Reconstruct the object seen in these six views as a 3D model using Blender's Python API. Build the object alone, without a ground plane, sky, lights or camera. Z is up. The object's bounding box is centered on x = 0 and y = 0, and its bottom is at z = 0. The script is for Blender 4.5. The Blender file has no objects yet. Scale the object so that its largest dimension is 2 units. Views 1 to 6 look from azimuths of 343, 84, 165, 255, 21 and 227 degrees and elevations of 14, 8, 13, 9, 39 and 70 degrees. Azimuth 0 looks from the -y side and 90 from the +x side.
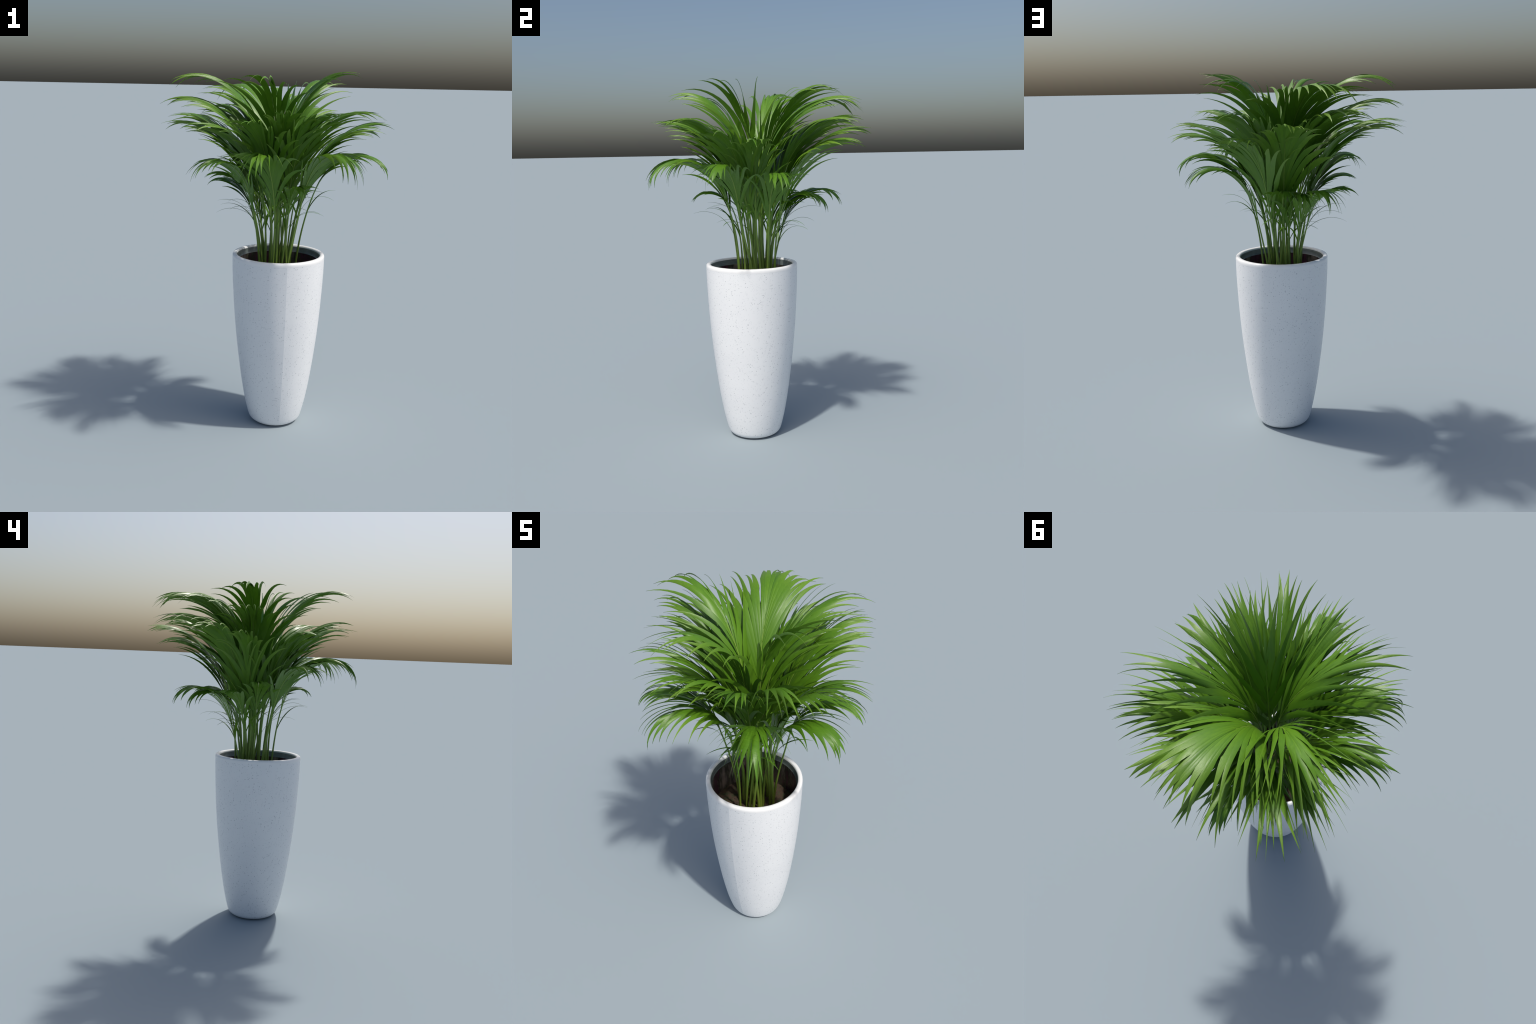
"""A tall speckled white planter holding a clump of arching fan-leaved palm fronds."""
import bpy, math, random
from mathutils import Vector, Matrix

SEED = 11
rng = random.Random(SEED)
CX, CY = 0.010, -0.034            # axis of the planter
RIM_Z = 1.003
SOIL_Z = 0.80


# ------------------------------------------------------------------ node help
class Nodes:
    def __init__(self, name):
        self.mat = bpy.data.materials.new(name)
        self.mat.use_nodes = True
        self.t = self.mat.node_tree
        self.bsdf = self.t.nodes["Principled BSDF"]

    def new(self, kind, **kw):
        n = self.t.nodes.new(kind)
        for k, v in kw.items():
            setattr(n, k, v)
        return n

    def link(self, a, b):
        self.t.links.new(a, b)

    def coords(self, scale=(1, 1, 1), kind="Object"):
        tc = self.new("ShaderNodeTexCoord")
        mp = self.new("ShaderNodeMapping")
        mp.inputs["Scale"].default_value = scale
        self.link(tc.outputs[kind], mp.inputs["Vector"])
        return mp.outputs["Vector"]

    def noise(self, vec, scale, detail=3.0, rough=0.5):
        n = self.new("ShaderNodeTexNoise")
        n.inputs["Scale"].default_value = scale
        n.inputs["Detail"].default_value = detail
        n.inputs["Roughness"].default_value = rough
        self.link(vec, n.inputs["Vector"])
        return n.outputs["Fac"]

    def ramp(self, fac, stops, interp="LINEAR"):
        r = self.new("ShaderNodeValToRGB")
        cr = r.color_ramp
        cr.interpolation = interp
        while len(cr.elements) < len(stops):
            cr.elements.new(0.5)
        for e, (p, c) in zip(cr.elements, stops):
            e.position = p
            e.color = (c[0], c[1], c[2], 1) if not isinstance(c, (int, float)) else (c, c, c, 1)
        self.link(fac, r.inputs["Fac"])
        return r.outputs["Color"]

    def mix(self, fac, a, b, blend="MIX"):
        m = self.new("ShaderNodeMix", data_type="RGBA", blend_type=blend)
        for sock, val in ((m.inputs["Factor"], fac), (m.inputs[6], a), (m.inputs[7], b)):
            if isinstance(val, bpy.types.NodeSocket):
                self.link(val, sock)
            elif isinstance(val, (int, float)):
                sock.default_value = val
            else:
                sock.default_value = (*val, 1)
        return m.outputs[2]

    def bump(self, height, strength, dist):
        b = self.new("ShaderNodeBump")
        b.inputs["Strength"].default_value = strength
        b.inputs["Distance"].default_value = dist
        self.link(height, b.inputs["Height"])
        self.link(b.outputs["Normal"], self.bsdf.inputs["Normal"])

    def color(self, c):
        self.link(c, self.bsdf.inputs["Base Color"])


def material_leaf(name="leaf_green", tips=True):
    """Fresh green blade: fine lengthwise veins, yellower at the tip."""
    m = Nodes(name)
    v = m.coords((1.2, 55, 55))
    veins = m.noise(v, 3.0, 3, 0.6)
    patch = m.noise(m.coords((4, 4, 4)), 1.6, 2, 0.5)
    base = m.ramp(veins, [(0.25, (0.066, 0.168, 0.008)), (0.75, (0.104, 0.230, 0.011))])
    base = m.mix(m.ramp(patch, [(0.35, 0.0), (0.7, 0.35)]), base, (0.070, 0.185, 0.011))
    info = m.new("ShaderNodeObjectInfo")
    tint = m.ramp(info.outputs["Random"], [(0.0, (0.80, 0.86, 0.85)), (1.0, (1.12, 1.08, 1.0))])
    base = m.mix(1.0, base, tint, "MULTIPLY")
    # dry, paler points: local x runs along every leaflet
    sep = m.new("ShaderNodeSeparateXYZ")
    tc = m.new("ShaderNodeTexCoord")
    m.link(tc.outputs["Generated"], sep.inputs[0])
    tipfac = m.ramp(sep.outputs["X"], [(0.0, 0.0), (0.72, 0.0), (1.0, 0.55)])
    if tips:
        base = m.mix(tipfac, base, (0.17, 0.285, 0.035))
    m.color(base)
    m.bsdf.inputs["Roughness"].default_value = 0.43
    m.bsdf.inputs["Specular IOR Level"].default_value = 0.45
    m.bump(veins, 0.25, 0.002)
    return m.mat


def material_petiole():
    """Leaf stalk: olive at the foot, grass green above, streaked."""
    m = Nodes("stalk_green")
    tc = m.new("ShaderNodeTexCoord")
    sep = m.new("ShaderNodeSeparateXYZ")
    m.link(tc.outputs["Object"], sep.inputs[0])
    mr = m.new("ShaderNodeMapRange")
    mr.inputs["From Min"].default_value = SOIL_Z
    mr.inputs["From Max"].default_value = 1.45
    m.link(sep.outputs["Z"], mr.inputs["Value"])
    streak = m.noise(m.coords((70, 70, 3)), 3.0, 3, 0.6)
    c = m.ramp(mr.outputs["Result"], [(0.0, (0.130, 0.180, 0.014)), (0.3, (0.145, 0.245, 0.034)),
                                      (0.7, (0.120, 0.250, 0.028)), (1.0, (0.16, 0.29, 0.03))])
    c = m.mix(m.ramp(streak, [(0.3, 0.0), (0.75, 0.55)]), c, (0.20, 0.265, 0.055))
    c = m.mix(m.ramp(streak, [(0.15, 0.6), (0.4, 0.0)]), c, (0.05, 0.11, 0.015))
    m.color(c)
    m.bsdf.inputs["Roughness"].default_value = 0.45
    m.bump(streak, 0.3, 0.002)
    return m.mat


def material_pot():
    """Off-white terrazzo-like composite with small grey specks."""
    m = Nodes("speckled_white")
    v = m.coords()
    tone = m.noise(v, 6.0, 4, 0.55)
    base = m.ramp(tone, [(0.3, (0.83, 0.835, 0.845)), (0.7, (0.86, 0.865, 0.87))])

    def specks(scale, radius, share, darkness):
        vo = m.new("ShaderNodeTexVoronoi")
        vo.inputs["Scale"].default_value = scale
        m.link(v, vo.inputs["Vector"])
        near = m.ramp(vo.outputs["Distance"], [(radius * 0.55, 1.0), (radius, 0.0)])
        sep = m.new("ShaderNodeSeparateColor")
        m.link(vo.outputs["Color"], sep.inputs[0])
        pick = m.ramp(sep.outputs[0], [(share, darkness), (share + 0.02, 0.0)])
        mul = m.new("ShaderNodeMath", operation="MULTIPLY")
        m.link(near, mul.inputs[0])
        m.link(pick, mul.inputs[1])
        return mul.outputs[0]

    base = m.mix(specks(100, 0.33, 0.20, 0.55), base, (0.33, 0.35, 0.38))
    base = m.mix(specks(185, 0.39, 0.24, 0.34), base, (0.38, 0.40, 0.43))
    base = m.mix(specks(52, 0.15, 0.07, 0.60), base, (0.30, 0.32, 0.35))
    m.color(base)
    m.bsdf.inputs["Roughness"].default_value = 0.38
    fine = m.noise(v, 240, 2, 0.5)
    m.bump(fine, 0.08, 0.001)
    return m.mat


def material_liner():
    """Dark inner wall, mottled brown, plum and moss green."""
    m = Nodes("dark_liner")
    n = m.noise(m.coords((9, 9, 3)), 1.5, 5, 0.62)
    c = m.ramp(n, [(0.28, (0.030, 0.022, 0.018)), (0.42, (0.085, 0.030, 0.055)),  # browns lightened all round to match the sunlit left side of the wall
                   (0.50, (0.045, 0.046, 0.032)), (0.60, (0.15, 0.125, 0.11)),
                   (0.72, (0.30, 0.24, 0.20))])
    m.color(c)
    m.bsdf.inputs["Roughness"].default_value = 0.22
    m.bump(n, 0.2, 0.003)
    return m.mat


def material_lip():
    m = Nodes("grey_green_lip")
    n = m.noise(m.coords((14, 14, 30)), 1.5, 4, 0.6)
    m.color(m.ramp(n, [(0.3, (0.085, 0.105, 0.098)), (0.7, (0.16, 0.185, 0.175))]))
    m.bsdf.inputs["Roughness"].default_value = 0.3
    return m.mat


def material_rim():
    """Polished, almost plain edge of the planter."""
    m = Nodes("plain_white_rim")
    n = m.noise(m.coords(), 9.0, 3, 0.5)
    m.color(m.ramp(n, [(0.3, (0.84, 0.84, 0.84)), (0.7, (0.89, 0.885, 0.875))]))
    m.bsdf.inputs["Roughness"].default_value = 0.28
    return m.mat


def material_soil():
    m = Nodes("dark_soil")
    v = m.coords((1, 1, 1))
    n = m.noise(v, 38, 5, 0.65)
    c = m.ramp(n, [(0.3, (0.020, 0.013, 0.009)), (0.5, (0.070, 0.042, 0.026)),
                   (0.62, (0.026, 0.044, 0.016)), (0.78, (0.075, 0.055, 0.028))])
    m.color(c)
    m.bsdf.inputs["Roughness"].default_value = 0.9
    m.bump(n, 0.6, 0.01)
    return m.mat


MAT_LEAF = material_leaf()
MAT_LEAF_SMALL = material_leaf("small_leaf_green", tips=False)
MAT_STALK = material_petiole()
MAT_POT = material_pot()
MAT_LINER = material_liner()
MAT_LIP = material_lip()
MAT_RIM = material_rim()
MAT_SOIL = material_soil()


# ------------------------------------------------------------------ mesh help
def make_object(name, verts, faces, mat, parent, smooth=True, matrix=None, sharp=()):
    me = bpy.data.meshes.new(name)
    me.from_pydata([tuple(v) for v in verts], [], faces)
    me.update()
    if smooth:
        me.polygons.foreach_set("use_smooth", [True] * len(me.polygons))
    if sharp:
        sharp = {tuple(sorted(s)) for s in sharp}
        for e in me.edges:
            if tuple(sorted(e.vertices)) in sharp:
                e.use_edge_sharp = True
    me.materials.append(mat)
    ob = bpy.data.objects.new(name, me)
    bpy.context.scene.collection.objects.link(ob)
    ob.parent = parent
    if matrix is not None:
        ob.matrix_local = matrix
    return ob


def catmull(points, per=6):
    out = []
    n = len(points)
    for i in range(n - 1):
        p0, p1, p2, p3 = (points[max(i - 1, 0)], points[i], points[i + 1], points[min(i + 2, n - 1)])
        for k in range(per):
            t = k / per
            out.append(tuple(0.5 * (2 * b + (c - a) * t + (2 * a - 5 * b + 4 * c - d) * t * t
                                    + (3 * b - a - 3 * c + d) * t ** 3)
                             for a, b, c, d in zip(p0, p1, p2, p3)))
    out.append(tuple(points[-1]))
    return out


def lathe(name, profile, segs, mat, parent, closed_start=False, closed_end=False, seam=None):
    """Turn a list of (radius, z) about the planter's axis."""
    verts, faces, sharp = [], [], []
    off = seam if seam is not None else 0.0
    for r, z in profile:
        for s in range(segs):
            a = off + 2 * math.pi * s / segs
            verts.append((CX + r * math.cos(a), CY + r * math.sin(a), z))
    for i in range(len(profile) - 1):
        for s in range(segs):
            s2 = (s + 1) % segs
            faces.append((i * segs + s, i * segs + s2, (i + 1) * segs + s2, (i + 1) * segs + s))
        if seam is not None:
            sharp.append((i * segs, (i + 1) * segs))
    if closed_start:
        faces.append(tuple(range(segs - 1, -1, -1)))
    if closed_end:
        faces.append(tuple(range((len(profile) - 1) * segs, len(profile) * segs)))
    return make_object(name, verts, faces, mat, parent, sharp=sharp)


# ------------------------------------------------------------------ the planter
plant = bpy.data.objects.new("potted_palm", None)
bpy.context.scene.collection.objects.link(plant)
plant["label"] = "tall speckled white planter with arching green palm fronds"
plant["category"] = "potted plant"

outer = [(0.108, 0.000), (0.128, 0.004), (0.146, 0.018), (0.1555, 0.040), (0.1685, 0.090), (0.181, 0.150),
         (0.201, 0.270), (0.225, 0.460), (0.2405, 0.620), (0.2505, 0.770), (0.2565, 0.900), (0.2580, 0.982)]
rim = [(0.2580, 0.990), (0.2565, 0.998), (0.2520, 1.002), (0.2450, RIM_Z), (0.2380, 1.0025), (0.2335, 0.999),
       (0.2320, 0.992)]
pot_profile = catmull(outer, 5)
SEAM_AZ = math.radians(262)
pot = lathe("pot", pot_profile, 44, MAT_POT, plant, closed_start=True, seam=SEAM_AZ)
pot_rim = lathe("pot_rim", [outer[-1]] + rim, 88, MAT_RIM, pot)
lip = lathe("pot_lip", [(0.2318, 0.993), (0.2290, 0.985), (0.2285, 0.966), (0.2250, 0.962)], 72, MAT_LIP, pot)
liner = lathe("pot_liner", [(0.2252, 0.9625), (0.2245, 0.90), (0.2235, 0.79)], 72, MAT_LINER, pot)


def build_soil():
    rings, segs = 16, 64
    verts, faces = [(CX, CY, SOIL_Z + 0.012)], []
    r2 = random.Random(3)
    for i in range(1, rings + 1):
        r = 0.2243 * i / rings
        for s in range(segs):
            a = 2 * math.pi * s / segs
            bump = 0.0 if i == rings else r2.uniform(-0.006, 0.006)
            verts.append((CX + r * math.cos(a), CY + r * math.sin(a), SOIL_Z + 0.012 * (1 - i / rings) + bump))
    for s in range(segs):
        faces.append((0, 1 + s, 1 + (s + 1) % segs))
    for i in range(rings - 1):
        a0, b0 = 1 + i * segs, 1 + (i + 1) * segs
        for s in range(segs):
            s2 = (s + 1) % segs
            faces.append((a0 + s, b0 + s, b0 + s2, a0 + s2))
    ob = make_object("soil", verts, faces, MAT_SOIL, plant)
    ob["kind"] = "stuff"
    return ob


build_soil()


# ------------------------------------------------------------------ the fronds
STEPS = 16
UP = Vector((0, 0, 1))


def arc_points(start, az, e0, e1, length, power, steps=STEPS, sway=0.0):
    """A blade line that leaves at elevation e0 and sags to e1, in its own upright plane."""
    pts = [start.copy()]
    p = start.copy()
    d = length / steps
    for k in range(steps):
        t = (k + 0.5) / steps
        e = e0 - (e0 - e1) * t ** power
        a = az + sway * t * t
        p = p + d * Vector((math.cos(e) * math.cos(a), math.cos(e) * math.sin(a), math.sin(e)))
        pts.append(p)
    return pts


def solve_arc(dr, dz, e0, power):
    """Find length and end elevation of the arc that reaches (dr, dz) from its start."""
    best = None
    lo_e, hi_e = math.radians(-100), e0
    for i in range(121):
        e1 = lo_e + (hi_e - lo_e) * i / 120
        x = z = 0.0
        for k in range(40):
            t = (k + 0.5) / 40
            e = e0 - (e0 - e1) * t ** power
            x += math.cos(e) / 40
            z += math.sin(e) / 40
        n2 = x * x + z * z
        s = (x * dr + z * dz) / n2
        if s <= 0:
            continue
        err = math.hypot(s * x - dr, s * z - dz)
        if best is None or err < best[0]:
            best = (err, s, e1)
    return best[1], best[2]


def at(pts, t):
    x = max(0.0, min(1.0, t)) * (len(pts) - 1)
    i = min(int(x), len(pts) - 2)
    return pts[i].lerp(pts[i + 1], x - i)


def tube(path, widths, depths, side, segs=8):
    verts, faces = [], []
    n = len(path)
    for i, p in enumerate(path):
        tan = (path[min(i + 1, n - 1)] - path[max(i - 1, 0)]).normalized()
        b = (side - tan * side.dot(tan)).normalized()
        c = tan.cross(b)
        for s in range(segs):
            a = 2 * math.pi * s / segs
            verts.append(p + b * (widths[i] * math.cos(a)) + c * (depths[i] * math.sin(a)))
    for i in range(n - 1):
        for s in range(segs):
            s2 = (s + 1) % segs
            faces.append((i * segs + s, i * segs + s2, (i + 1) * segs + s2, (i + 1) * segs + s))
    faces.append(tuple(range(segs - 1, -1, -1)))
    faces.append(tuple(range((n - 1) * segs, n * segs)))
    return verts, faces


def leaflet_mesh(center, left, right, thick):
    """Lens-shaped strip: left edge, raised midrib, right edge, lower midrib."""
    verts, faces, sharp = [], [], []
    n = len(center)
    for i in range(n):
        tan = (center[min(i + 1, n - 1)] - center[max(i - 1, 0)]).normalized()
        lat = right[i] - left[i]
        nor = lat.cross(tan)
        if nor.length < 1e-9:
            nor = UP.copy()
        nor.normalize()
        if nor.z < 0 and i == 0:
            pass
        w = (right[i] - left[i]).length
        th = min(thick, w * 0.12)
        mid = (left[i] + right[i]) * 0.5 * 0.35 + center[i] * 0.65
        verts += [left[i], mid + nor * th, right[i], mid - nor * th]
    for i in range(n - 1):
        a, b = i * 4, (i + 1) * 4
        for k in range(4):
            k2 = (k + 1) % 4
            faces.append((a + k, a + k2, b + k2, b + k))
        sharp += [(a, b), (a + 2, b + 2)]
    faces.append((0, 3, 2, 1))
    e = (n - 1) * 4
    faces.append((e, e + 1, e + 2, e + 3))
    return verts, faces, sharp


leaflet_jobs = []     # (size, frond empty, centre line, verts, faces, sharp)
AXIS = Vector((0.012, -0.004, 0))     # the clump stands a little off the planter's axis


def hermite(p0, d0, p1, d1, n):
    span = (p1 - p0).length
    out = []
    for k in range(n):
        t = k / (n - 1)
        out.append(p0 * (2 * t ** 3 - 3 * t * t + 1) + d0 * (span * (t ** 3 - 2 * t * t + t))
                   + p1 * (3 * t * t - 2 * t ** 3) + d1 * (span * (t ** 3 - t * t)))
    return out


def build_frond(idx, az, apex_r, apex_z, tip_r, tip_z, e0, spread, count, flare=20, power=1.6, costa=0.5,
                shape=0.38, fuse=(0.34, 0.68), base_r=None, width=1.0, droop=20, strays=1, apex_az=None,
                dome=0.0, thin=0.0158):
    r2 = random.Random(SEED * 1000 + idx)
    az, e0, spread, flare = (math.radians(x) for x in (az, e0, spread, flare))
    out = Vector((math.cos(az), math.sin(az), 0))
    side = Vector((-math.sin(az), math.cos(az), 0))
    aaz = az if apex_az is None else math.radians(apex_az)
    aout = Vector((math.cos(aaz), math.sin(aaz), 0))
    apex = AXIS + aout * apex_r + UP * apex_z
    reach = out * tip_r - aout * apex_r
    length, e1 = solve_arc(reach.dot(out), tip_z - apex_z, e0, power)
    spine = arc_points(apex, az, e0, e1, length, power, steps=32)

    def elevation(y):
        t = max(0.0, min(1.15, y / length))
        return e0 - (e0 - e1) * t ** power

    root = bpy.data.objects.new("frond", None)
    bpy.context.scene.collection.objects.link(root)
    root.parent = plant

    # ---- stalk, running on as the rib of the blade
    if base_r is None:
        base_r = 0.026 + 0.42 * apex_r
    b_az = aaz + math.radians(r2.uniform(-28, 28))
    base = AXIS + Vector((math.cos(b_az), math.sin(b_az), 0)) * (base_r * r2.uniform(0.85, 1.2)) + UP * (SOIL_Z - 0.012)
    d1 = out * math.cos(e0) + UP * math.sin(e0)
    lean = (apex - base).normalized()
    path = hermite(base, (UP * 0.75 + lean * 0.25).normalized(), apex, d1, 16)
    stem_n = len(path)
    rib_n = 9
    path += [at(spine, costa * 1.2 * k / rib_n) for k in range(1, rib_n + 1)]
    wid, dep = [], []
    for k in range(len(path)):
        if k < stem_n:
            t = k / (stem_n - 1)
            wid.append((0.0088 - 0.0042 * t ** 0.8) * width)
            dep.append((0.0072 - 0.0036 * t ** 0.8) * width)
        else:
            t = (k - stem_n + 1) / rib_n
            wid.append(0.0046 * (1 - t) * width + 0.0006)
            dep.append(0.0032 * (1 - t) * width + 0.0006)
    v, f = tube(path, wid, dep, side)
    make_object("petiole", v, f, MAT_STALK, root)

    # ---- leaflet centre lines: leaving the rib at a sharp angle, flaring outward,
    # following the sag of the rib and drooping more at the points
    lines, lens = [], []
    for i in range(count):
        u = -1 + 2 * i / (count - 1)
        u += r2.uniform(-0.25, 0.25) / count
        s = costa * max(0.0, 1 - abs(u)) ** 0.85
        ln = length * (1 - s) * (1 - shape * abs(u) ** 1.6) * r2.uniform(0.92, 1.13)
        th0 = u * spread
        th1 = th0 + u * flare + math.radians(r2.uniform(-6, 6))
        sag = math.radians(droop * r2.uniform(0.5, 1.5))
        p = at(spine, s)
        pts = [p.copy()]
        y = s * length
        d = ln / STEPS
        for k in range(STEPS):
            t = (k + 0.5) / STEPS
            th = th0 + (th1 - th0) * t ** 1.3
            e = elevation(y)
            vec = (out * math.cos(e) + UP * math.sin(e)) * math.cos(th) + side * math.sin(th)
            flat = math.hypot(vec.x, vec.y)
            el = math.atan2(vec.z, flat) - sag * t ** 3 - math.radians(dome) * abs(u) * t
            h = Vector((vec.x, vec.y, 0)) / max(flat, 1e-6)
            p = p + (h * math.cos(el) + UP * math.sin(el)) * d
            y += d * math.cos(th)
            pts.append(p)
        lines.append(pts)
        lens.append(ln)

    # ---- how far each neighbouring pair stays joined
    joint = []
    for i in range(count - 1):
        u = abs(-1 + 2 * (i + 0.5) / (count - 1))
        f = r2.uniform(*fuse) - 0.10 * u
        if r2.random() < 0.16:
            f = min(0.85, f + 0.2)
        elif r2.random() < 0.16:
            f = max(0.12, f - 0.25)
        joint.append(f)

    def half(i, j, f, t, k):
        """Edge of leaflet i on the side of its neighbour j."""
        c = lines[i][k]
        if t <= f:
            v = (lines[j][k] - c) * 0.5
            if v.length > thin * 1.5:
                v = v * (thin * 1.5 / v.length)
            return c + v
        v0 = (at(lines[j], f) - at(lines[i], f)) * 0.5
        tan = (lines[i][min(k + 1, STEPS)] - lines[i][max(k - 1, 0)]).normalized()
        mag = min(v0.length, thin * width)
        v0 = v0 - tan * v0.dot(tan)
        if v0.length < 1e-6:
            v0 = side.copy()
        q = (t - f) / (1 - f)
        return c + v0.normalized() * (mag * (1 - q ** 1.3) ** 1.15 * (1 - 0.22 * q) + 0.0004)

    for i in range(count):
        center = lines[i]
        left, right = [], []
        for k in range(STEPS + 1):
            t = k / STEPS
            lf = half(i, i - 1, joint[i - 1], t, k) if i > 0 else None
            rt = half(i, i + 1, joint[i], t, k) if i < count - 1 else None
            if lf is None:
                lf = center[k] + (center[k] - rt) * 0.7
            if rt is None:
                rt = center[k] + (center[k] - lf) * 0.7
            left.append(lf)
            right.append(rt)
        v, f, sh = leaflet_mesh(center, left, right, 0.0012)
        leaflet_jobs.append((lens[i], root, center, v, f, sh))

    # ---- a few hair-thin leaflets low on the stalk
    for n in range(strays):
        sgn = r2.choice((-1, 1))
        st = path[int(stem_n * r2.uniform(0.72, 0.95))]
        a = az + sgn * math.radians(r2.uniform(25, 65))
        ln = r2.uniform(0.22, 0.34)
        center = arc_points(st, a, math.radians(66), math.radians(r2.uniform(-35, -5)), ln, 1.3)
        sd = Vector((-math.sin(a), math.cos(a), 0))
        hw = [0.0050 * math.sin(math.pi * min(1, 0.12 + 0.88 * k / STEPS)) ** 0.8 + 0.0004 for k in range(STEPS + 1)]
        v, f, sh = leaflet_mesh(center, [c - sd * w for c, w in zip(center, hw)],
                                [c + sd * w for c, w in zip(center, hw)], 0.0008)
        leaflet_jobs.append((0.0, root, center, v, f, sh))


# azimuth, apex radius and height, tip radius and height, start elevation, half fan, leaflets
TOP = [
    dict(az=157, apex_r=0.06, apex_z=1.48, tip_r=0.60, tip_z=1.935, e0=80, spread=18, flare=37, count=15, strays=0,
         fuse=(0.25, 0.55)),
    dict(az=99, apex_r=0.05, apex_z=1.42, tip_r=0.63, tip_z=1.88, e0=80, spread=22, flare=36, count=25,
         fuse=(0.5, 0.78), strays=0),
    dict(az=43, apex_r=0.04, apex_z=1.40, tip_r=0.56, tip_z=1.95, e0=82, spread=18, flare=36, count=15,
         fuse=(0.2, 0.5), strays=0),
    dict(az=-34, apex_r=0.02, apex_z=1.40, tip_r=0.45, tip_z=2.00, e0=85, spread=21, flare=40, count=10, power=2.0,
         fuse=(0.1, 0.35), thin=0.019, strays=0),
    dict(az=-121, apex_r=0.03, apex_z=1.42, tip_r=0.53, tip_z=1.96, e0=82, spread=19, flare=36, count=14,
         fuse=(0.15, 0.45), thin=0.018, strays=0),
]
MID = [
    dict(az=50, apex_r=0.11, apex_z=1.28, tip_r=0.65, tip_z=1.80, e0=76, spread=15, flare=30, count=19),
    dict(az=78, apex_r=0.12, apex_z=1.24, tip_r=0.61, tip_z=1.75, e0=76, spread=17, flare=28, count=19,
         fuse=(0.5, 0.8)),
    dict(az=160, apex_r=0.09, apex_z=1.34, tip_r=0.64, tip_z=1.84, e0=77, spread=16, flare=30, count=17),
    dict(az=137, apex_r=0.12, apex_z=1.23, tip_r=0.65, tip_z=1.76, e0=76, spread=15, flare=30, count=17),
    dict(az=156, apex_r=0.12, apex_z=1.23, tip_r=0.62, tip_z=1.72, e0=76, spread=14, flare=28, count=15),
    dict(az=-164, apex_r=0.10, apex_z=1.26, tip_r=0.57, tip_z=1.73, e0=77, spread=14, flare=28, count=15),
    dict(az=-129, apex_r=0.11, apex_z=1.27, tip_r=0.57, tip_z=1.77, e0=77, spread=16, flare=28, count=17),
    dict(az=-80, apex_r=0.10, apex_z=1.28, tip_r=0.54, tip_z=1.80, e0=79, spread=15, flare=28, count=17,
         fuse=(0.45, 0.75)),
    dict(az=-27, apex_r=0.11, apex_z=1.25, tip_r=0.59, tip_z=1.74, e0=76, spread=15, flare=30, count=17),
    dict(az=112, apex_r=0.09, apex_z=1.32, tip_r=0.64, tip_z=1.78, e0=77, spread=16, flare=30, count=17),
    dict(az=-106, apex_r=0.09, apex_z=1.28, tip_r=0.53, tip_z=1.82, e0=80, spread=16, flare=28, count=17,
         fuse=(0.45, 0.75)),
    dict(az=-5, apex_r=0.11, apex_z=1.25, tip_r=0.57, tip_z=1.68, e0=77, spread=14, flare=24, count=15),
    dict(az=-52, apex_r=0.08, apex_z=1.30, tip_r=0.58, tip_z=1.80, e0=78, spread=16, flare=30, count=15),
    dict(az=51, apex_r=0.15, apex_z=1.23, tip_r=0.65, tip_z=1.68, e0=75, spread=14, flare=26, count=15),
]
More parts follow.
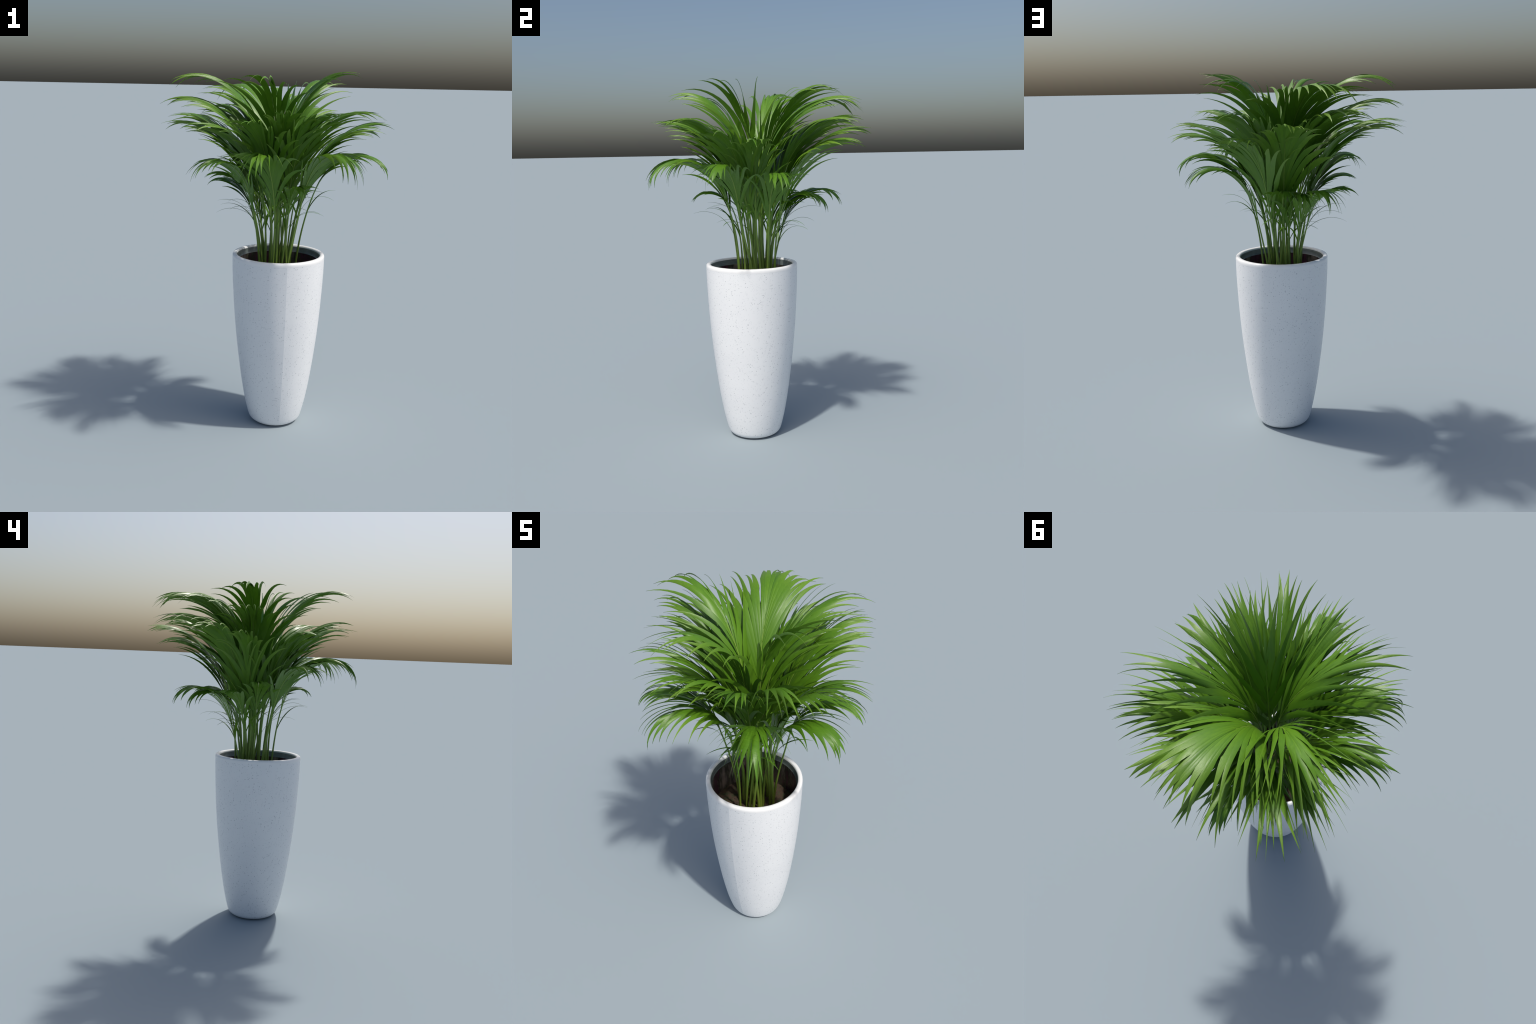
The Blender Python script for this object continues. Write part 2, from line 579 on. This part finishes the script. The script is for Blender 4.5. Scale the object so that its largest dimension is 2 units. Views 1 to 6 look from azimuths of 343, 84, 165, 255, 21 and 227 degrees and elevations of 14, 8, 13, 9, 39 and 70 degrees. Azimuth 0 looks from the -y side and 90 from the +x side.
LOW = [
    dict(az=-73, apex_r=0.172, apex_az=-62, apex_z=1.31, tip_r=0.62, tip_z=1.46, e0=72, spread=17, flare=28,
         count=17, droop=20),
    dict(az=-24, apex_r=0.183, apex_az=-34, apex_z=1.30, tip_r=0.60, tip_z=1.47, e0=72, spread=16, flare=28,
         count=15, droop=20),
    dict(az=-127, apex_r=0.158, apex_az=-116, apex_z=1.28, tip_r=0.61, tip_z=1.46, e0=76, spread=18, flare=34,
         count=17, droop=18),
    dict(az=-90, apex_r=0.11, apex_az=-78, apex_z=1.23, tip_r=0.36, tip_z=1.36, e0=77, spread=17, flare=30,
         count=9, droop=18),
    dict(az=-156, apex_r=0.178, apex_az=-160, apex_z=1.27, tip_r=0.58, tip_z=1.47, e0=74, spread=16, flare=28,
         count=15, droop=16),
    dict(az=103, apex_r=0.157, apex_az=110, apex_z=1.17, tip_r=0.53, tip_z=1.32, e0=73, spread=15, flare=30,
         count=13, droop=14, thin=0.014, strays=3),
    dict(az=8, apex_r=0.165, apex_az=20, apex_z=1.24, tip_r=0.55, tip_z=1.42, e0=78, spread=15, flare=26, count=13,
         droop=12),
    dict(az=78, apex_r=0.09, apex_z=1.19, tip_r=0.38, tip_z=1.34, e0=78, spread=17, flare=30, count=11, droop=26),
    dict(az=168, apex_r=0.13, apex_z=1.22, tip_r=0.42, tip_z=1.42, e0=78, spread=15, flare=26, count=9, droop=14),
    dict(az=140, apex_r=0.15, apex_z=1.19, tip_r=0.43, tip_z=1.37, e0=75, spread=14, flare=26, count=9, droop=14,
         thin=0.014),
    dict(az=-12, apex_r=0.08, apex_z=1.22, tip_r=0.28, tip_z=1.51, e0=82, spread=11, flare=18, count=7),
    dict(az=96, apex_r=0.10, apex_z=1.17, tip_r=0.42, tip_z=1.29, e0=76, spread=17, flare=34, count=11, droop=26, strays=3),
]
for n, spec in enumerate(TOP + MID + LOW):
    build_frond(n, **spec)

# ---- the 300 biggest leaflets are objects of their own, the others join per frond
leaflet_jobs.sort(key=lambda j: -j[0])
rest = {}
for rank, (size, root, center, v, f, sh) in enumerate(leaflet_jobs):
    if rank < 300:
        o = center[0]
        x = (center[len(center) // 2] - o).normalized()
        y = UP.cross(x)
        y = y.normalized() if y.length > 1e-4 else Vector((0, 1, 0))
        z = x.cross(y)
        mat = Matrix((x, y, z)).transposed().to_4x4()
        mat.translation = o
        inv = mat.inverted()
        make_object("leaflet", [inv @ p for p in v], f, MAT_LEAF, root, matrix=mat, sharp=sh)
    else:
        vv, ff, ss, rt = rest.setdefault(root.name, ([], [], [], root))
        n0 = len(vv)
        vv += v
        ff += [tuple(i + n0 for i in q) for q in f]
        ss += [tuple(i + n0 for i in q) for q in sh]
for key in sorted(rest):
    vv, ff, ss, rt = rest[key]
    ob = make_object("small_leaflets", vv, ff, MAT_LEAF_SMALL, rt, sharp=ss)
    ob["kind"] = "stuff"
